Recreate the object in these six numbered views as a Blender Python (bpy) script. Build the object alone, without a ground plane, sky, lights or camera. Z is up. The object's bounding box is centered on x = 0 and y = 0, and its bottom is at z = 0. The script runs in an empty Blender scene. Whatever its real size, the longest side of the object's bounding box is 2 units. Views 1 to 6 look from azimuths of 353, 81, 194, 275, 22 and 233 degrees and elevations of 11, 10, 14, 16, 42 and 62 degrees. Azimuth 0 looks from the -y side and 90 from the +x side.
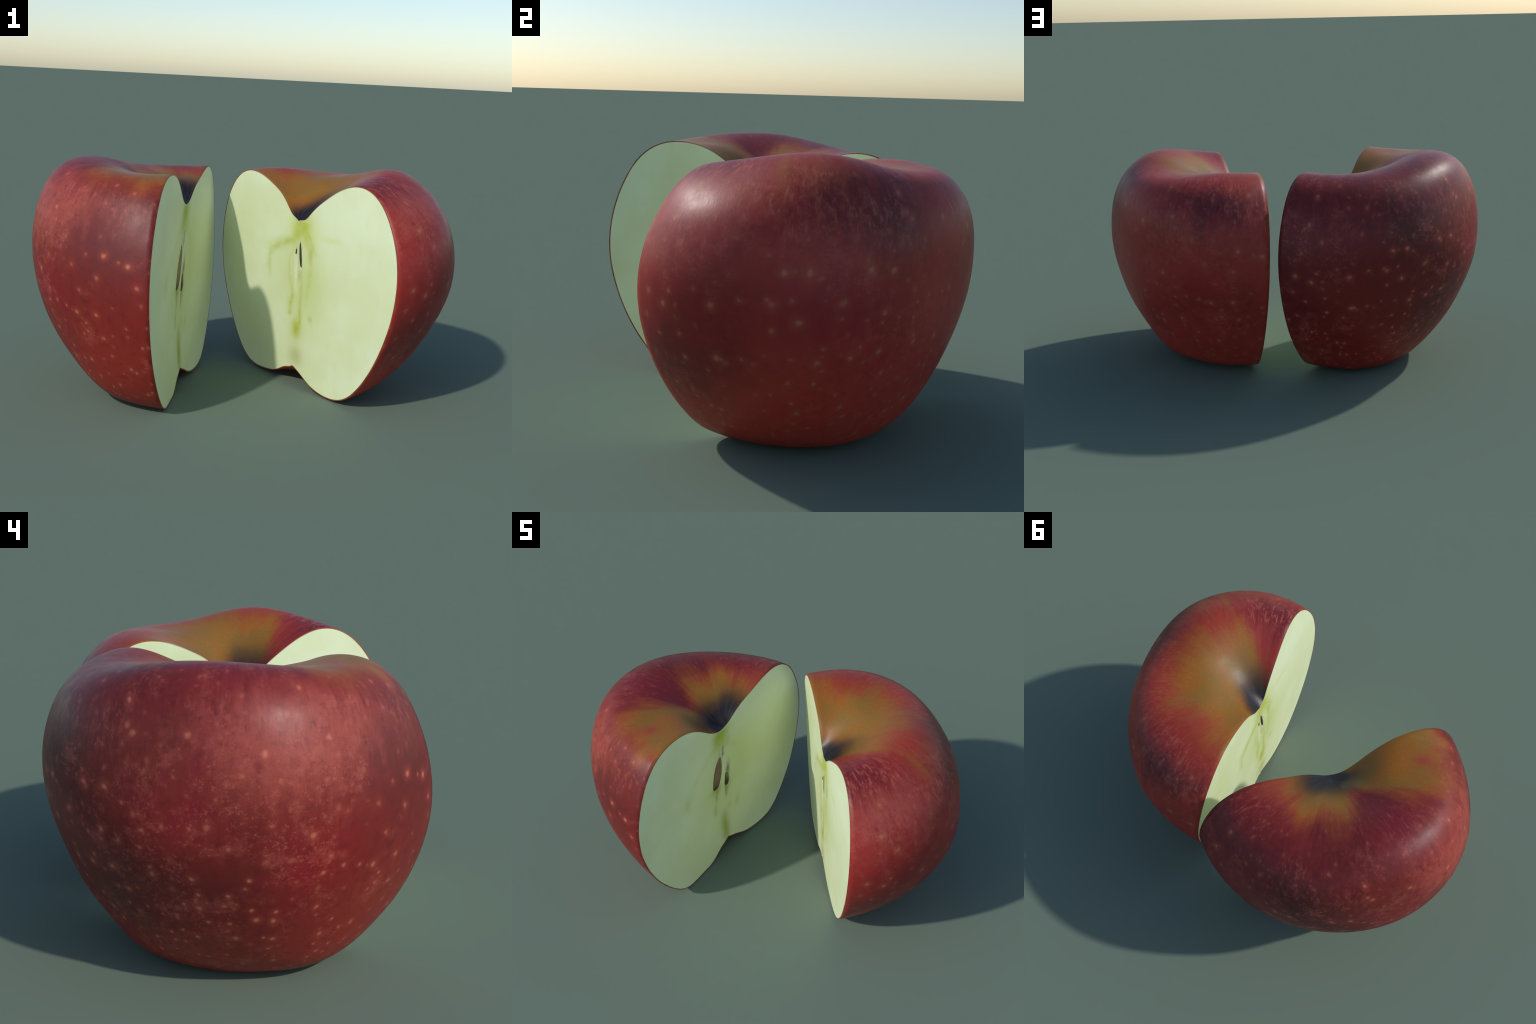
"""Two halves of one red apple, standing on their base with the cut faces
turned towards each other.  Every half is a loft through seven meridian
profiles (radius over polar angle), closed by a slightly wavy cut face that
carries the core, the seed cells and the seeds."""
import bpy, bmesh, math
import numpy as np
from mathutils import Matrix, Euler, Vector

# ------------------------------------------------------------------ geometry
# polar angles (degrees from the stem pit downwards) at which the meridian
# profiles are given, and the meridians' azimuths come as the dictionary keys
POLAR = np.radians([0, 5, 11, 18, 26, 36, 48, 62, 76, 90, 104, 118, 132,
                    145, 156, 165, 172, 176.5, 180])
NT, NP = 181, 97            # mesh rows (polar) and columns (azimuth)
RIM = 0.0055                # thickness of the skin that shows at the cut
CENTRE = 0.544              # height of the lofting centre above the base

FRONT_RIGHT = dict(
    place=(0.2615, 0.0108, 0.5444), turn=(-61.062, 0.141, -0.911),
    warp=(0.0182, 0.0519, 0.0225, -0.034, -0.0129, 0.095, -0.013),
    profile={
        0: (0.282, 0.289, 0.304, 0.369, 0.460, 0.599, 0.686, 0.711, 0.714, 0.698, 0.674, 0.658, 0.653, 0.641, 0.594, 0.539, 0.489, 0.465, 0.452),
        30: (0.282, 0.296, 0.322, 0.388, 0.492, 0.641, 0.718, 0.770, 0.773, 0.742, 0.698, 0.665, 0.652, 0.639, 0.597, 0.524, 0.494, 0.465, 0.452),
        60: (0.282, 0.303, 0.337, 0.406, 0.504, 0.667, 0.755, 0.772, 0.752, 0.725, 0.685, 0.676, 0.662, 0.642, 0.591, 0.526, 0.493, 0.467, 0.452),
        90: (0.282, 0.307, 0.347, 0.416, 0.508, 0.625, 0.718, 0.729, 0.688, 0.654, 0.641, 0.632, 0.645, 0.642, 0.580, 0.530, 0.491, 0.468, 0.452),
        120: (0.282, 0.307, 0.348, 0.417, 0.511, 0.594, 0.714, 0.734, 0.688, 0.656, 0.637, 0.631, 0.644, 0.631, 0.575, 0.531, 0.489, 0.467, 0.452),
        150: (0.282, 0.304, 0.341, 0.417, 0.497, 0.618, 0.715, 0.745, 0.719, 0.678, 0.642, 0.641, 0.637, 0.632, 0.575, 0.528, 0.485, 0.466, 0.452),
        180: (0.282, 0.298, 0.328, 0.411, 0.497, 0.613, 0.680, 0.689, 0.682, 0.671, 0.653, 0.642, 0.644, 0.631, 0.575, 0.525, 0.479, 0.465, 0.452),
    })
BACK_LEFT = dict(
    place=(-0.3008, -0.0225, 0.5460), turn=(72.503, 1.836, 1.187),
    warp=(-0.0575, 0.0148, -0.0877, 0.0653, 0.1352, 0.0585, 0.0856),
    profile={
        0: (0.357, 0.372, 0.410, 0.461, 0.519, 0.624, 0.705, 0.714, 0.694, 0.660, 0.635, 0.624, 0.623, 0.619, 0.576, 0.532, 0.490, 0.473, 0.460),
        30: (0.357, 0.374, 0.407, 0.459, 0.514, 0.607, 0.695, 0.708, 0.683, 0.648, 0.621, 0.612, 0.615, 0.632, 0.592, 0.540, 0.500, 0.477, 0.460),
        60: (0.357, 0.373, 0.404, 0.453, 0.521, 0.615, 0.715, 0.726, 0.692, 0.649, 0.613, 0.608, 0.614, 0.629, 0.599, 0.547, 0.506, 0.480, 0.460),
        90: (0.357, 0.370, 0.398, 0.450, 0.518, 0.648, 0.754, 0.741, 0.697, 0.668, 0.623, 0.614, 0.617, 0.624, 0.605, 0.548, 0.511, 0.481, 0.460),
        120: (0.357, 0.365, 0.388, 0.444, 0.512, 0.643, 0.761, 0.771, 0.732, 0.691, 0.659, 0.639, 0.629, 0.631, 0.609, 0.543, 0.514, 0.480, 0.460),
        150: (0.357, 0.359, 0.379, 0.428, 0.531, 0.621, 0.734, 0.741, 0.721, 0.694, 0.666, 0.655, 0.665, 0.657, 0.605, 0.548, 0.508, 0.479, 0.460),
        180: (0.357, 0.352, 0.365, 0.413, 0.522, 0.639, 0.713, 0.722, 0.714, 0.702, 0.685, 0.675, 0.673, 0.660, 0.601, 0.555, 0.500, 0.478, 0.460),
    })

# seed cells: centre x, centre height, half width, half height, lean, depth
FRONT_RIGHT['cells'] = [(0.026, 0.655, 0.0085, 0.066, -0.14, 0.012),
                        (-0.008, 0.675, 0.005, 0.017, 0.1, 0.006),
                        (0.006, 0.585, 0.008, 0.090, 0.05, 0.0012)]
BACK_LEFT['cells'] = [(-0.050, 0.585, 0.032, 0.122, 0.16, 0.010),
                      (0.025, 0.500, 0.015, 0.090, 0.06, 0.009),
                      (-0.010, 0.740, 0.005, 0.040, 0.0, 0.005)]
# seeds: centre x, height, half width, half length, lean, half thickness, depth
FRONT_RIGHT['seeds'] = [(0.026, 0.662, 0.0090, 0.062, -0.14, 0.004, 0.003),
                        (-0.008, 0.674, 0.0035, 0.015, 0.12, 0.003, 0.002)]
BACK_LEFT['seeds'] = [(-0.049, 0.597, 0.034, 0.114, 0.17, 0.009, 0.0045),
                      (0.026, 0.508, 0.0165, 0.045, 0.05, 0.007, 0.0040)]


def spline_weights(knots, x):
    """rows of weights of a natural cubic spline through the knots"""
    n = len(knots); h = np.diff(knots)
    A = np.zeros((n, n)); B = np.zeros((n, n)); A[0, 0] = A[-1, -1] = 1
    for i in range(1, n - 1):
        A[i, i-1:i+2] = h[i-1], 2 * (h[i-1] + h[i]), h[i]
        B[i, i-1:i+2] = 6 / h[i-1], -6 / h[i-1] - 6 / h[i], 6 / h[i]
    M = np.linalg.solve(A, B); I = np.eye(n)
    j = np.clip(np.searchsorted(knots, x, side='right') - 1, 0, n - 2)
    hh = h[j]; a = (knots[j+1] - x) / hh; b = (x - knots[j]) / hh
    return (a[:, None] * I[j] + b[:, None] * I[j+1]
            + ((a**3 - a)[:, None] * M[j] + (b**3 - b)[:, None] * M[j+1]) * (hh**2)[:, None] / 6)


def cut_height(spec, x, z):
    """the knife's path: how far the cut face leaves the plane y = 0"""
    g = spec['warp']; z = z - CENTRE
    return (g[0]*x*x + g[1]*x*z + g[2]*z*z + g[3]*x**3 + g[4]*x*x*z
            + g[5]*x*z*z + g[6]*z**3)


def half_surface(spec, inset=0.0):
    th = np.linspace(0, np.pi, NT)
    # columns crowd towards the cut, where the skin bends over
    u = np.linspace(-1, 1, NP)
    ph = np.pi / 2 * (1 + np.sign(u) * (1 - (1 - np.abs(u)) ** 1.35))
    az = np.radians(sorted(spec['profile']))
    C = np.array([spec['profile'][k] for k in sorted(spec['profile'])]).T
    R = spline_weights(POLAR, th) @ C @ spline_weights(az, ph).T - inset
    P = np.stack([R * np.sin(th)[:, None] * np.cos(ph), R * np.sin(th)[:, None] * np.sin(ph),
                  R * np.cos(th)[:, None] + CENTRE], -1)
    P[:, 0, 1] = P[:, -1, 1] = 0.0
    fade = (1 - np.sin(ph)) ** 2
    P[..., 1] += cut_height(spec, P[..., 0], P[..., 2]) * fade[None, :]
    return P


def mesh_object(name, verts, faces, parent, mats, face_mat=None):
    me = bpy.data.meshes.new(name)
    me.from_pydata([tuple(map(float, v)) for v in verts], [], faces)
    for m in mats:
        me.materials.append(m)
    me.polygons.foreach_set('use_smooth', [True] * len(me.polygons))
    if face_mat is not None:
        me.polygons.foreach_set('material_index', face_mat)
    me.update()
    ob = bpy.data.objects.new(name, me)
    bpy.context.scene.collection.objects.link(ob)
    ob.parent = parent
    return ob


def grid_faces(rows, cols, flip=False):
    f = []
    for i in range(rows - 1):
        for j in range(cols - 1):
            a = i * cols + j
            q = (a, a + cols, a + cols + 1, a + 1)
            f.append(q[::-1] if flip else q)
    return f


def cell_depth(spec, x, z):
    d = np.zeros_like(x)
    for cx, cz, w, l, lean, depth in spec['cells']:
        a = (x - cx - lean * (z - cz)) / w
        b = (z - cz) / l
        r = np.sqrt(a * a + b * b)
        d = np.maximum(d, depth * np.clip((1.15 - r) / 0.45, 0, 1))
    # slim ridge of the core line and a shallow dip at the calyx tube
    d += 0.0025 * np.exp(-((x - 0.01) / 0.03) ** 2) * np.exp(-((z - 0.55) / 0.22) ** 2)
    return d


def build_skin(spec, parent, mat):
    P = half_surface(spec)
    # one vertex at each pole
    V = P.reshape(-1, 3)
    ob = mesh_object('skin', V, grid_faces(NT, NP), parent, [mat])
    me = ob.data
    bm = bmesh.new(); bm.from_mesh(me)
    bmesh.ops.remove_doubles(bm, verts=bm.verts, dist=1e-6)
    bm.to_mesh(me); bm.free(); me.update()
    # the skin's last strip turns its normals towards the cut, so that the
    # edge catches light like a rounded one
    co = np.empty(len(me.vertices) * 3); me.vertices.foreach_get('co', co); co = co.reshape(-1, 3)
    no = np.array([v.vector for v in me.vertex_normals])
    gap = np.abs(co[:, 1] - cut_height(spec, co[:, 0], co[:, 2]))
    r = np.hypot(co[:, 0], co[:, 2] - CENTRE)
    t = np.clip(1 - gap / 0.026, 0, 1); t = t * t * (3 - 2 * t)
    inner = np.clip((np.hypot(co[:, 0], co[:, 1]) - 0.03) / 0.1, 0, 1)
    polar = np.degrees(np.arctan2(np.hypot(co[:, 0], co[:, 1]), co[:, 2] - CENTRE))
    w = t * (0.35 + 0.45 * np.clip((polar - 35) / 25, 0, 1)) * inner
    no = no + w[:, None] * np.array([0, -1.0, 0])
    no /= np.linalg.norm(no, axis=1)[:, None]
    me.normals_split_custom_set_from_vertices([tuple(n) for n in no])
    return ob


def build_flesh(spec, parent, mat, rim_mat):
    P = half_surface(spec)
    def outline(Q):
        return np.concatenate([Q[:, 0], Q[-2:0:-1, -1]])
    outer = outline(P); inner = outline(half_surface(spec, RIM))
    n = len(outer)
    rings = [outer, inner]
    cx, cz = 0.0, CENTRE
    for s in np.r_[np.linspace(0.985, 0.45, 24), np.linspace(0.44, 0.015, 120)]:
        q = inner.copy()
        q[:, 0] = cx + (q[:, 0] - cx) * s; q[:, 2] = cz + (q[:, 2] - cz) * s
        q[:, 1] = cut_height(spec, q[:, 0], q[:, 2])
        rings.append(q)
    V = np.concatenate(rings)
    V[n:, 1] += cell_depth(spec, V[n:, 0], V[n:, 2])
    V = np.concatenate([V, [[cx, cut_height(spec, 0, cz), cz]]])
    F = []; M = []
    k = len(rings)
    for i in range(k - 1):
        for j in range(n):
            a, b = i * n + j, i * n + (j + 1) % n
            F.append((b, a, a + n, b + n)); M.append(1 if i == 0 else 0)
    for j in range(n):
        F.append(((k - 1) * n + (j + 1) % n, (k - 1) * n + j, len(V) - 1)); M.append(0)
    # rounded body of the flesh right under the skin
    S = half_surface(spec, RIM); base = len(V)
    V = np.concatenate([V, S.reshape(-1, 3)])
    for q in grid_faces(NT, NP):
        F.append(tuple(i + base for i in q)); M.append(0)
    ob = mesh_object('flesh', V, F, parent, [mat, rim_mat], M)
    return ob


def build_seed(spec, seed, parent, mat):
    cx, cz, w, l, lean, thick, sunk = seed
    V = []; F = []; nu, nv = 28, 20
    for i in range(nu + 1):
        t = i / nu                                   # 0 pointed tip .. 1 blunt end
        prof = (t ** 0.62) * ((1 - t) ** 0.36) * 1.86
        for j in range(nv):
            a = 2 * math.pi * j / nv
            x = math.cos(a) * w * prof
            y = math.sin(a) * thick * prof
            z = l * (1 - 2 * t)
            V.append((x + lean * z * 1.0, y, z))
    for i in range(nu):
        for j in range(nv):
            a, b = i * nv + j, i * nv + (j + 1) % nv
            F.append((a, b, b + nv, a + nv))
    y0 = float(cut_height(spec, cx, cz))
    V = [(x + cx, y + y0 + sunk, z + cz) for x, y, z in V]
    ob = mesh_object('seed', V, F, parent, [mat])
    bm = bmesh.new(); bm.from_mesh(ob.data)
    bmesh.ops.remove_doubles(bm, verts=bm.verts, dist=1e-6)
    bmesh.ops.recalc_face_normals(bm, faces=bm.faces)
    bm.to_mesh(ob.data); bm.free()
    return ob


# ----------------------------------------------------------------- materials
class Nodes:
    """small helper to write node graphs as expressions"""
    def __init__(self, name):
        self.mat = bpy.data.materials.new(name); self.mat.use_nodes = True
        self.t = self.mat.node_tree; self.t.nodes.clear()
        self.out = self.t.nodes.new('ShaderNodeOutputMaterial')
        self.bsdf = self.t.nodes.new('ShaderNodeBsdfPrincipled')
        self.t.links.new(self.bsdf.outputs[0], self.out.inputs[0])

    def put(self, sock, v):
        if hasattr(v, 'is_output') or isinstance(v, bpy.types.NodeSocket):
            self.t.links.new(v, sock)
        elif isinstance(v, (tuple, list)) and len(v) == 3 and sock.type == 'RGBA':
            sock.default_value = (*v, 1)
        else:
            sock.default_value = v

    def math(self, op, *a, clamp=False):
        n = self.t.nodes.new('ShaderNodeMath'); n.operation = op; n.use_clamp = clamp
        for i, v in enumerate(a):
            self.put(n.inputs[i], v)
        return n.outputs[0]

    def add(self, a, b): return self.math('ADD', a, b)
    def sub(self, a, b): return self.math('SUBTRACT', a, b)
    def mul(self, a, b): return self.math('MULTIPLY', a, b)

    def step(self, v, lo, hi, a=0.0, b=1.0):
        n = self.t.nodes.new('ShaderNodeMapRange'); n.interpolation_type = 'SMOOTHSTEP'
        self.put(n.inputs['Value'], v)
        if lo > hi:
            lo, hi, a, b = hi, lo, b, a
        n.inputs['From Min'].default_value = lo; n.inputs['From Max'].default_value = hi
        n.inputs['To Min'].default_value = a; n.inputs['To Max'].default_value = b
        return n.outputs[0]

    def mix(self, f, a, b, mode='MIX'):
        n = self.t.nodes.new('ShaderNodeMix'); n.data_type = 'RGBA'; n.blend_type = mode
        self.put(n.inputs[0], f); self.put(n.inputs[6], a); self.put(n.inputs[7], b)
        return n.outputs[2]

    def vec(self, x, y, z=0.0):
        n = self.t.nodes.new('ShaderNodeCombineXYZ')
        for i, v in enumerate((x, y, z)):
            self.put(n.inputs[i], v)
        return n.outputs[0]

    def noise(self, v, scale, detail=3.0, rough=0.55, dist=0.0):
        n = self.t.nodes.new('ShaderNodeTexNoise')
        self.put(n.inputs['Vector'], v); n.inputs['Scale'].default_value = scale
        n.inputs['Detail'].default_value = detail; n.inputs['Roughness'].default_value = rough
        n.inputs['Distortion'].default_value = dist
        return n.outputs[0]

    def cells(self, v, scale, rnd=1.0):
        n = self.t.nodes.new('ShaderNodeTexVoronoi'); n.voronoi_dimensions = '2D'
        self.put(n.inputs['Vector'], v); n.inputs['Scale'].default_value = scale
        n.inputs['Randomness'].default_value = rnd
        s = self.t.nodes.new('ShaderNodeSeparateColor'); self.put(s.inputs[0], n.outputs['Color'])
        return n.outputs['Distance'], s.outputs[0], s.outputs[1]

    def ramp(self, f, stops):
        n = self.t.nodes.new('ShaderNodeValToRGB'); e = n.color_ramp.elements
        while len(e) < len(stops):
            e.new(0.5)
        for el, (p, c) in zip(e, stops):
            el.position = p; el.color = (*c, 1)
        self.put(n.inputs[0], f)
        return n.outputs[0]

    def curve(self, f, points):
        """smooth function through (input, value) points, both in 0..1"""
        n = self.t.nodes.new('ShaderNodeFloatCurve'); c = n.mapping.curves[0]
        pts = sorted(points)
        while len(c.points) < len(pts):
            c.points.new(0.5, 0.5)
        for p, (a, b) in zip(c.points, pts):
            p.location = (a, b); p.handle_type = 'AUTO_CLAMPED'
        n.mapping.extend = 'HORIZONTAL'
        n.mapping.update()
        self.put(n.inputs['Value'], f)
        return n.outputs[0]

    def bell(self, d, w):
        """exp(-(d/w)^2)"""
        q = self.math('DIVIDE', d, w)
        return self.math('POWER', 2.71828, self.mul(self.mul(q, q), -1.0))

    def blob(self, x, y, cx, cy, wx, wy):
        a = self.math('DIVIDE', self.sub(x, cx), wx); b = self.math('DIVIDE', self.sub(y, cy), wy)
        return self.math('POWER', 2.71828, self.mul(self.add(self.mul(a, a), self.mul(b, b)), -1.0))

    def object_xyz(self):
        tc = self.t.nodes.new('ShaderNodeTexCoord'); s = self.t.nodes.new('ShaderNodeSeparateXYZ')
        self.t.links.new(tc.outputs['Object'], s.inputs[0])
        return tc.outputs['Object'], s.outputs[0], s.outputs[1], s.outputs[2]

    def bump(self, h, strength, dist):
        n = self.t.nodes.new('ShaderNodeBump')
        n.inputs['Strength'].default_value = strength; n.inputs['Distance'].default_value = dist
        self.put(n.inputs['Height'], h)
        self.t.links.new(n.outputs[0], self.bsdf.inputs['Normal'])


def skin_material(name, look):
    m = Nodes(name)
    obj, x, y, z = m.object_xyz()
    zc = m.sub(z, CENTRE)
    az = m.math('DIVIDE', m.math('ARCTAN2', y, x), math.pi / 180)           # degrees
    az = m.add(az, m.mul(m.math('LESS_THAN', az, -90.0), 360.0))            # no jump at the cut
    rho = m.math('SQRT', m.add(m.mul(x, x), m.mul(y, y)))
    po = m.math('DIVIDE', m.math('ARCTAN2', rho, zc), math.pi / 180)        # degrees from the stem
    flat = m.vec(m.mul(az, 0.0108), m.mul(po, 0.0118), look['shift'])       # roughly metres on the skin
    fibre = m.vec(m.mul(az, 0.16), m.mul(po, 0.02), look['shift'])          # long along the meridians
    # ---- red ground: broad drift between maroon and cherry
    drift = m.noise(obj, 2.2, 3)
    col = m.ramp(drift, [(0.30, look['maroon']), (0.50, look['red']), (0.72, look['cherry'])])
    fine = m.noise(obj, 34, 4, 0.65)
    col = m.mix(m.step(fine, 0.35, 0.75, 0.0, 0.35), col, look['cherry'])
    # brighter, warmer red towards the base
    col = m.mix(m.step(po, 96, 140, 0, 0.8), col, look['base'])
    for (a, p, wa, wp, c, k) in look['patches']:
        wob = m.add(po, m.mul(m.sub(m.noise(fibre, 1.8, 4), 0.5), 26))
        wobble = m.add(az, m.mul(m.sub(m.noise(obj, 7, 5, 0.65), 0.5), 30))
        col = m.mix(m.mul(m.blob(wobble, wob, a, p, wa, wp), k), col, c)
    # streaks that run down from the shoulder
    short = m.vec(m.mul(az, 0.16), m.mul(po, 0.050), look['shift'])
    st = m.noise(short, 3.4, 4, 0.65)
    shoulder = m.mul(m.step(po, 30, 42), m.step(po, 80, 56))
    patchy = m.step(m.noise(obj, 5.0, 2), 0.38, 0.60, 0.2, 1.0)
    col = m.mix(m.mul(m.mul(m.mul(m.step(st, 0.50, 0.70), shoulder), patchy), look['streaky']), col, look['streak'])
    col = m.mix(m.mul(m.mul(m.step(st, 0.48, 0.28), shoulder), 0.45), col, look['maroon'])
    # mottling: soft pale blotches and fine crumbs gathered in clouds
    cloud = m.noise(obj, 3.4, 4, 0.62)
    zone = m.step(po, 36, 56)
    for (a, p, wa, wp, k) in look['clouds']:
        cloud = m.add(cloud, m.mul(m.blob(az, po, a, p, wa, wp), k))
    blot = m.noise(flat, 15, 4, 0.7)
    col = m.mix(m.mul(m.mul(m.mul(m.step(blot, 0.48, 0.68), m.step(cloud, 0.40, 0.60)), zone), look['flecks'] * 0.55), col, look['fleck'])
    fl = m.noise(flat, 85, 4, 0.75)
    fleck = m.mul(m.step(fl, 0.52, 0.66), m.step(m.add(cloud, m.mul(m.sub(blot, 0.5), 0.5)), 0.46, 0.62))
    col = m.mix(m.mul(m.mul(fleck, zone), look['flecks']), col, look['fleck'])
    grit = m.noise(flat, 30, 5, 0.75)
    col = m.mix(m.mul(m.step(grit, 0.50, 0.30), m.mul(zone, 0.42)), col, look['maroon'])
    # grainy shoulder
    grain = m.noise(m.vec(m.mul(az, 0.0108), m.mul(po, 0.0085), 5.0), 52, 3, 0.7)
    band = m.mul(m.mul(m.step(po, 26, 40), m.step(po, 76, 58)), patchy)
    col = m.mix(m.mul(m.mul(m.step(grain, 0.52, 0.66), band), look['grain']), col, look['streak'])
    col = m.mix(m.mul(m.mul(m.step(grain, 0.47, 0.33), band), look['grain']), col, (0.075, 0.010, 0.012))
    # gold of the stem side, its ragged soft edge following the azimuth
    edge = m.mul(m.curve(m.math('DIVIDE', az, 180.0), [(a / 180, v / 90) for a, v in look['gold_edge']]), 90)
    rag = m.mul(m.sub(m.noise(m.vec(m.mul(az, 0.16), m.mul(po, 0.035), look['shift']), 1.3, 4, 0.65), 0.5), 13)
    rag = m.add(rag, m.mul(m.sub(m.noise(obj, 7, 4, 0.6), 0.5), 14))
    depth = m.sub(m.add(edge, rag), po)
    gold = m.mix(m.step(m.noise(obj, 6.5, 3), 0.36, 0.64), look['olive'], look['amber'])
    gold = m.mix(m.step(depth, 13, 0), gold, look['orange'])
    gold = m.mix(m.step(m.noise(obj, 80, 3, 0.7), 0.42, 0.75, 0, 0.22), gold, look['straw'])
    col = m.mix(m.step(depth, -6, 8), col, gold)
    for (a, p, wa, wp, c, k) in look['streaks']:
        col = m.mix(m.mul(m.blob(m.add(az, m.mul(rag, 0.4)), po, a, p, wa, wp), k), col, c)
    # lenticels: pale dots with a soft halo, sparse on the cheek and
    # smaller and closer towards the base
    jit = m.mul(m.sub(m.noise(flat, 30, 2), 0.5), 0.018)
    wob = m.vec(m.add(m.mul(az, 0.0108), jit), m.sub(m.mul(po, 0.0118), jit), 0.0)
    for (scale, rare, r_core, r_halo, where) in (
            (7.6, 0.10, 0.105, 0.36, m.step(po, 38, 58)),
            (14.0, 0.42, 0.14, 0.42, m.step(po, 58, 110, 0.30, 1.0))):
        d, r1, r2 = m.cells(wob, scale)
        on = m.mul(m.mul(m.step(r1, rare - 0.04, rare + 0.04), where), m.step(r2, 0, 1, 0.30, 1.0))
        halo = m.step(d, r_halo, 0.0)
        col = m.mix(m.mul(m.mul(m.mul(halo, halo), on), look['dots'] * 0.9), col, look['halo'])
        col = m.mix(m.mul(m.mul(m.step(d, r_core, 0.01), on), look['dots'] * 0.85), col, look['dot'])
    # dark russet throat of the stem pit
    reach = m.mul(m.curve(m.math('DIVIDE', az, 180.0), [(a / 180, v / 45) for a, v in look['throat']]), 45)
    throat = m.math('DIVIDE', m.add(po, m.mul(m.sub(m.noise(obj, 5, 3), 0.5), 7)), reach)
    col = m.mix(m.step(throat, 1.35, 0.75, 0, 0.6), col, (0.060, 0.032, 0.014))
    pitch_sheen = m.mix(m.step(m.noise(fibre, 0.5, 1), 0.42, 0.66), (0.012, 0.011, 0.014), (0.026, 0.022, 0.023))  # faint lighter streaks put the pit's grey sheen into the colour
    col = m.mix(m.step(throat, 1.08, 0.50), col, pitch_sheen)
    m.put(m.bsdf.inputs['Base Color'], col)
    rough = m.step(m.noise(obj, 18, 3), 0.3, 0.7, 0.40, 0.47)
    glossy = m.step(throat, 1.3, 0.6, 0, 0.12)
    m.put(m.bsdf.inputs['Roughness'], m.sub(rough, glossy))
    m.bsdf.inputs['Specular IOR Level'].default_value = 0.28
    m.bump(m.noise(m.vec(m.mul(az, 0.02), m.mul(po, 0.0118), 0), 60, 3), 0.10, 0.004)
    return m.mat


def flesh_material(name, look):
    m = Nodes(name)
    obj, x, y, z = m.object_xyz()
    wav = m.mul(m.sub(m.noise(obj, 9, 3), 0.5), 0.02)
    xw = m.add(x, wav)
    fibres = m.noise(m.vec(m.mul(x, 1.0), 0.0, m.mul(z, 0.35)), 26, 5, 0.6)
    col = m.mix(m.step(m.noise(obj, 3.0, 3), 0.35, 0.65), look['cream'], look['pale'])
    col = m.mix(m.step(fibres, 0.45, 0.8, 0, 0.28), col, look['green'])
    for (cx, cz, wx, wz, c, k) in look['washes']:
        col = m.mix(m.mul(m.blob(xw, m.add(z, wav), cx, cz, wx, wz), k), col, c)
    zn = m.math('DIVIDE', z, 1.1)
    fade = m.step(m.noise(m.vec(x, 0.0, z), 22, 3), 0.25, 0.65, 0.45, 1.0)
    for (pts, width, c, k) in look['veins']:
        lo, hi = min(pts), max(pts)
        pts = [(lo[0] - 0.025, lo[1], 0.0) + tuple(lo[3:])] + list(pts) + [(hi[0] + 0.025, hi[1], 0.0) + tuple(hi[3:])]
        # pts: (height, x, local strength)
        xl = m.sub(m.curve(zn, [(p[0] / 1.1, p[1] + 0.5) for p in pts]), 0.5)
        s = m.curve(zn, [(p[0] / 1.1, p[2]) for p in pts])
        w = m.curve(zn, [(p[0] / 1.1, p[3] if len(p) > 3 else width) for p in pts])
        off = m.sub(m.add(x, m.mul(wav, 0.35)), xl)
        b = m.add(m.mul(m.bell(off, m.mul(w, 1.15)), 0.45), m.mul(m.bell(off, m.mul(w, 2.8)), 0.45))
        col = m.mix(m.mul(m.mul(b, s), m.mul(fade, k)), col, c)
    m.put(m.bsdf.inputs['Base Color'], col)
    m.bsdf.inputs['Roughness'].default_value = 0.55
    m.bsdf.inputs['Specular IOR Level'].default_value = 0.3
    m.bump(m.noise(obj, 130, 3), 0.12, 0.004)
    return m.mat


def rim_material():
    m = Nodes('skin_cut_edge')
    obj, x, y, z = m.object_xyz()
    zc = m.sub(z, CENTRE)
    po = m.math('DIVIDE', m.math('ARCTAN2', m.math('ABSOLUTE', x), zc), math.pi / 180)
    n = m.noise(obj, 12, 3)
    col = m.ramp(n, [(0.35, (0.20, 0.035, 0.02)), (0.65, (0.36, 0.12, 0.05))])
    col = m.mix(m.step(po, 38, 26), col, (0.62, 0.58, 0.36))
    m.put(m.bsdf.inputs['Base Color'], col)
    m.bsdf.inputs['Roughness'].default_value = 0.5
    return m.mat


def seed_material(name, light, dark, low, high):
    m = Nodes(name)
    obj, x, y, z = m.object_xyz()
    n = m.noise(m.vec(x, y, m.mul(z, 0.25)), 90, 4)
    t = m.add(z, m.mul(m.sub(n, 0.5), 0.03))
    col = m.mix(m.step(t, low, high), dark, light)
    col = m.mix(m.step(n, 0.4, 0.7, 0.0, 0.5), col, dark)
    m.put(m.bsdf.inputs['Base Color'], col)
    m.bsdf.inputs['Roughness'].default_value = 0.45
    return m.mat


LIME = (0.46, 0.52, 0.035)
YELLOWISH = (0.54, 0.59, 0.17)
OLIVE_GREEN = (0.28, 0.28, 0.015)
COMMON_FLESH = dict(cream=(0.74, 0.79, 0.47), pale=(0.79, 0.86, 0.57), green=(0.68, 0.76, 0.42))

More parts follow.
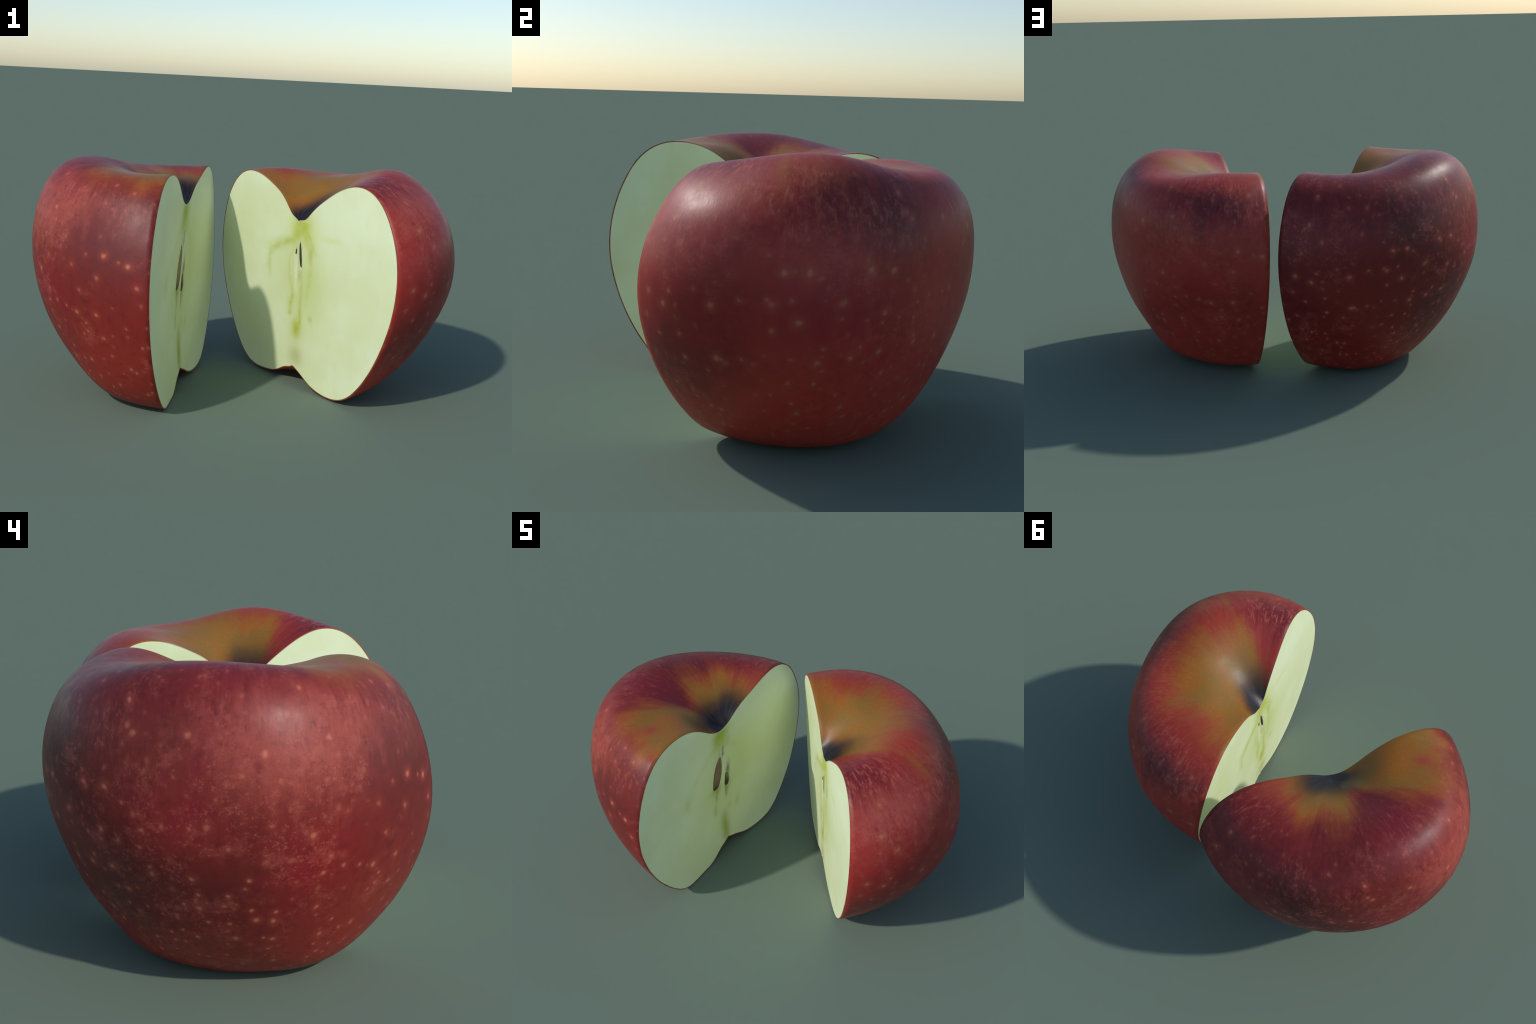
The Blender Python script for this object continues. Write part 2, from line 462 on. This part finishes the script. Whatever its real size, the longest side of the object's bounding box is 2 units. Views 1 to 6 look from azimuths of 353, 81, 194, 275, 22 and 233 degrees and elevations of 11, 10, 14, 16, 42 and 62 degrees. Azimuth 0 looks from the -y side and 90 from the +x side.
RIGHT_FLESH = dict(COMMON_FLESH, washes=[
    (0.14, 0.50, 0.12, 0.20, (0.62, 0.70, 0.29), 0.75),
    (0.03, 0.47, 0.10, 0.26, (0.62, 0.69, 0.29), 0.6),
    (0.035, 0.80, 0.062, 0.058, LIME, 1.0), (0.03, 0.79, 0.11, 0.10, (0.66, 0.74, 0.26), 0.6),
    (-0.08, 0.60, 0.12, 0.14, (0.67, 0.73, 0.36), 0.6),
    (0.018, 0.29, 0.036, 0.05, LIME, 0.95),
    (0.125, 0.36, 0.016, 0.018, LIME, 0.55),
    (0.02, 0.15, 0.055, 0.05, (0.48, 0.50, 0.18), 0.75),
    (0.25, 0.765, 0.07, 0.016, (0.64, 0.72, 0.26), 0.5),
    (0.008, 0.675, 0.03, 0.07, (0.68, 0.74, 0.45), 0.5),
    (0.105, 0.68, 0.018, 0.04, (0.50, 0.52, 0.16), 0.6),
], veins=[
    ([(0.52, -0.212, 0.2), (0.54, -0.215, 0.4), (0.60, -0.221, 0.6, 0.011), (0.644, -0.206, 0.7, 0.014), (0.686, -0.148, 0.75, 0.038),
      (0.72, -0.06, 0.95, 0.040), (0.756, -0.010, 1.0, 0.022), (0.82, 0.012, 1.0, 0.018), (0.86, 0.02, 0.6, 0.016)], 0.012, LIME, 0.9),
    ([(0.37, -0.037, 0.9), (0.40, -0.033, 1.0), (0.43, -0.025, 1.0), (0.466, -0.018, 0.7), (0.50, -0.035, 0.4), (0.55, -0.049, 0.4), (0.63, -0.053, 0.4), (0.70, -0.02, 0.2)], 0.009, LIME, 0.95),
    ([(0.31, 0.046, 0.6), (0.34, 0.046, 1.0), (0.39, 0.043, 0.8), (0.48, 0.045, 0.6), (0.54, 0.046, 0.3)], 0.006, LIME, 0.95),
    ([(0.42, 0.085, 0.3), (0.50, 0.095, 0.6), (0.60, 0.108, 0.8), (0.66, 0.105, 0.8), (0.72, 0.075, 0.7), (0.80, 0.04, 0.8)], 0.012, LIME, 0.6),
    ([(0.66, 0.15, 0.2), (0.70, 0.125, 0.6), (0.74, 0.10, 0.8), (0.80, 0.06, 0.9)], 0.012, LIME, 0.7),
    ([(0.74, 0.02, 0.6), (0.78, 0.02, 1.0), (0.81, 0.02, 1.0)], 0.006, (0.60, 0.60, 0.20), 0.7),
    ([(0.49, -0.022, 0.4), (0.55, -0.026, 0.6), (0.62, -0.026, 0.6)], 0.004, (0.50, 0.52, 0.24), 0.7),
    ([(0.47, 0.006, 0.4), (0.52, 0.004, 0.9), (0.60, -0.004, 1.0), (0.66, -0.004, 0.6)], 0.007, (0.82, 0.87, 0.62), 0.5),
    ([(0.54, 0.026, 0.5), (0.58, 0.028, 0.8), (0.64, 0.020, 0.8), (0.69, 0.012, 0.7)], 0.009, (0.42, 0.42, 0.18), 0.8),
])
LEFT_FLESH = dict(COMMON_FLESH, washes=[
    (-0.02, 0.50, 0.16, 0.26, (0.62, 0.69, 0.30), 0.7),
    (0.16, 0.66, 0.12, 0.20, (0.63, 0.69, 0.30), 0.6),
    (-0.032, 0.865, 0.055, 0.055, (0.36, 0.46, 0.03), 0.95),
    (-0.030, 0.80, 0.05, 0.06, LIME, 0.6),
    (-0.012, 0.17, 0.032, 0.12, (0.40, 0.43, 0.05), 0.85),
    (-0.03, 0.73, 0.022, 0.045, (0.74, 0.78, 0.52), 0.7),
    (-0.02, 0.34, 0.04, 0.045, (0.74, 0.78, 0.47), 0.6),
    (0.034, 0.585, 0.012, 0.045, (0.24, 0.22, 0.20), 0.85),
    (-0.30, 0.54, 0.02, 0.05, LIME, 0.3),
    (0.105, 0.30, 0.022, 0.035, LIME, 0.35),
    (0.035, 0.31, 0.016, 0.022, LIME, 0.35),
    (-0.085, 0.34, 0.018, 0.03, LIME, 0.25),
], veins=[
    ([(0.50, -0.33, 0.2), (0.533, -0.316, 0.5), (0.60, -0.27, 0.5), (0.662, -0.229, 0.5), (0.753, -0.12, 0.7, 0.024), (0.80, -0.075, 0.9, 0.02), (0.86, -0.05, 0.9, 0.016)], 0.018, LIME, 0.45),
    ([(0.34, 0.12, 0.3), (0.40, 0.15, 0.3), (0.55, 0.16, 0.25), (0.7, 0.10, 0.4), (0.80, 0.03, 0.8)], 0.020, LIME, 0.4),
    ([(0.32, -0.08, 0.3), (0.36, -0.078, 0.3), (0.41, -0.066, 0.5, 0.006), (0.44, -0.066, 0.9, 0.008), (0.485, -0.062, 1.0, 0.017)], 0.009, OLIVE_GREEN, 0.95),
    ([(0.38, 0.016, 0.3, 0.004), (0.41, 0.018, 0.8, 0.006), (0.45, 0.020, 1.0, 0.011), (0.49, 0.021, 1.0, 0.014)], 0.010, OLIVE_GREEN, 0.97),
    ([(0.40, -0.012, 0.3), (0.50, -0.008, 0.9), (0.60, -0.004, 1.0), (0.66, 0.000, 0.8), (0.74, 0.000, 0.4)], 0.008, (0.80, 0.84, 0.60), 0.8),
    ([(0.70, -0.008, 0.6), (0.72, -0.009, 1.0), (0.75, -0.012, 0.9)], 0.005, (0.20, 0.20, 0.11), 0.9),
    ([(0.71, -0.036, 0.6), (0.745, -0.040, 0.8)], 0.004, (0.30, 0.32, 0.20), 0.8),
])

DARK = (0.070, 0.018, 0.017)
PURPLE = (0.075, 0.014, 0.022)
COMMON_SKIN = dict(
    maroon=(0.115, 0.014, 0.014), red=(0.19, 0.019, 0.016), cherry=(0.27, 0.034, 0.029),
    base=(0.32, 0.032, 0.018), streak=(0.46, 0.125, 0.08), fleck=(0.44, 0.105, 0.078),
    olive=(0.235, 0.120, 0.020), amber=(0.300, 0.106, 0.012), orange=(0.30, 0.055, 0.017), straw=(0.34, 0.20, 0.045))

RIGHT_SKIN = dict(COMMON_SKIN, shift=0.0, dot=(0.52, 0.20, 0.115), halo=(0.38, 0.085, 0.048), dots=0.62, flecks=0.42, clouds=[(20, 56, 14, 8, 0.12), (150, 70, 14, 10, 0.12)], streaky=0.75, grain=0.45, throat=[(0, 21), (35, 22), (66, 22), (90, 17), (113, 14), (140, 12), (180, 12)],
    maroon=(0.20, 0.022, 0.018), red=(0.32, 0.030, 0.021), cherry=(0.41, 0.047, 0.034), base=(0.49, 0.046, 0.024),
    gold_edge=[(0, 12), (12, 20), (20, 25), (29, 30), (34, 36), (42, 39), (49, 36), (55, 38), (62, 36), (70, 40),
               (85, 43), (98, 45), (110, 45), (124, 45), (136, 43), (148, 39), (157, 38), (165, 40), (173, 41), (180, 44)],
    patches=[(80, 60, 14, 13, (0.045, 0.014, 0.018), 0.7), (62, 58, 12, 9, DARK, 0.5), (56, 48, 11, 6, (0.34, 0.085, 0.032), 0.65), (157, 57, 22, 8, (0.055, 0.012, 0.022), 0.85),
             (14, 104, 13, 18, DARK, 0.5), (140, 36, 10, 6, (0.30, 0.035, 0.022), 0.5), (160, 46, 20, 6, (0.32, 0.035, 0.024), 0.8),
             (3, 76, 9, 26, (0.36, 0.030, 0.024), 0.8), (18, 55, 20, 9, (0.44, 0.095, 0.07), 0.7), (30, 40, 14, 6, (0.26, 0.020, 0.020), 0.8),
             (60, 84, 20, 10, (0.22, 0.012, 0.028), 0.6), (8, 40, 24, 13, (0.13, 0.010, 0.016), 0.9),
             (22, 84, 16, 16, (0.24, 0.016, 0.017), 0.7)],
    streaks=[(45, 47, 2.2, 9, (0.30, 0.085, 0.020), 0.75)])
LEFT_SKIN = dict(COMMON_SKIN, shift=7.3, dot=(0.66, 0.22, 0.14), halo=(0.36, 0.060, 0.038), dots=0.72, flecks=0.60, clouds=[(120, 68, 20, 10, 0.15), (132, 86, 9, 12, 0.15), (104, 80, 6, 8, 0.12), (90, 112, 14, 14, 0.08), (165, 90, 14, 40, -0.15)], streaky=0.22, grain=0.25, throat=[(0, 22), (32, 24), (60, 19), (110, 19), (130, 18), (146, 19), (180, 13)],
    maroon=(0.085, 0.012, 0.012), red=(0.155, 0.015, 0.014), cherry=(0.24, 0.025, 0.021),
    base=(0.33, 0.028, 0.016),
    gold_edge=[(0, 30), (4, 34), (11, 34), (20, 33), (28, 32), (36, 34), (45, 38), (54, 35), (61, 31), (66, 33), (72, 36), (82, 36),
               (88, 32), (94, 30), (101, 25), (111, 21), (117, 22), (123, 29), (128, 35), (138, 44), (146, 51), (156, 51),
               (165, 50), (173, 51), (180, 51)],
    patches=[(58, 70, 17, 16, (0.060, 0.017, 0.017), 0.85), (74, 110, 20, 18, (0.06, 0.017, 0.015), 0.8), (112, 104, 14, 14, DARK, 0.4),
             (128, 64, 24, 13, (0.40, 0.075, 0.055), 0.75), (150, 62, 14, 8, (0.40, 0.080, 0.055), 0.6), (112, 40, 14, 14, (0.17, 0.014, 0.022), 0.85),
             (137, 94, 10, 9, (0.24, 0.010, 0.018), 0.8), (100, 78, 8, 8, (0.24, 0.012, 0.024), 0.6), (20, 68, 18, 14, (0.21, 0.018, 0.026), 0.7), (26, 92, 24, 18, (0.21, 0.019, 0.017), 0.65),
             (164, 78, 15, 18, (0.105, 0.020, 0.020), 0.75), (165, 112, 30, 26, (0.32, 0.030, 0.020), 0.7), (28, 112, 22, 22, (0.24, 0.020, 0.014), 0.6)],
    streaks=[(162, 40, 5, 3, (0.34, 0.040, 0.03), 0.8)])


# ------------------------------------------------------------------ assembly
def place(spec):
    yaw, tilt, roll = (math.radians(a) for a in spec['turn'])
    rot = Matrix.Rotation(yaw, 4, 'Z') @ Matrix.Rotation(tilt, 4, 'X') @ Matrix.Rotation(roll, 4, 'Y')
    return Matrix.Translation(spec['place']) @ rot @ Matrix.Translation((0, 0, -CENTRE))


def build_half(spec, label, skin_look, flesh_look, kind, seed_mat, rim):
    root = bpy.data.objects.new('apple_half', None)
    root.empty_display_size = 0.2
    bpy.context.scene.collection.objects.link(root)
    root.matrix_world = place(spec)
    root['label'] = label; root['category'] = 'apple half'
    build_skin(spec, root, skin_material('apple_skin_' + kind, skin_look))
    flesh = build_flesh(spec, root, flesh_material('apple_flesh_' + kind, flesh_look), rim)
    for s in spec['seeds']:
        build_seed(spec, s, flesh, seed_mat)


rim = rim_material()
build_half(FRONT_RIGHT, 'sunlit half of a red apple, cream cut face', RIGHT_SKIN, RIGHT_FLESH, 'maroon',
           seed_material('dark_seed', (0.04, 0.034, 0.022), (0.025, 0.022, 0.014), 0.6, 0.7), rim)
build_half(BACK_LEFT, 'half of a speckled red apple with two brown seeds', LEFT_SKIN, LEFT_FLESH, 'speckled',
           seed_material('brown_seed', (0.24, 0.145, 0.080), (0.06, 0.045, 0.025), 0.50, 0.54), rim)
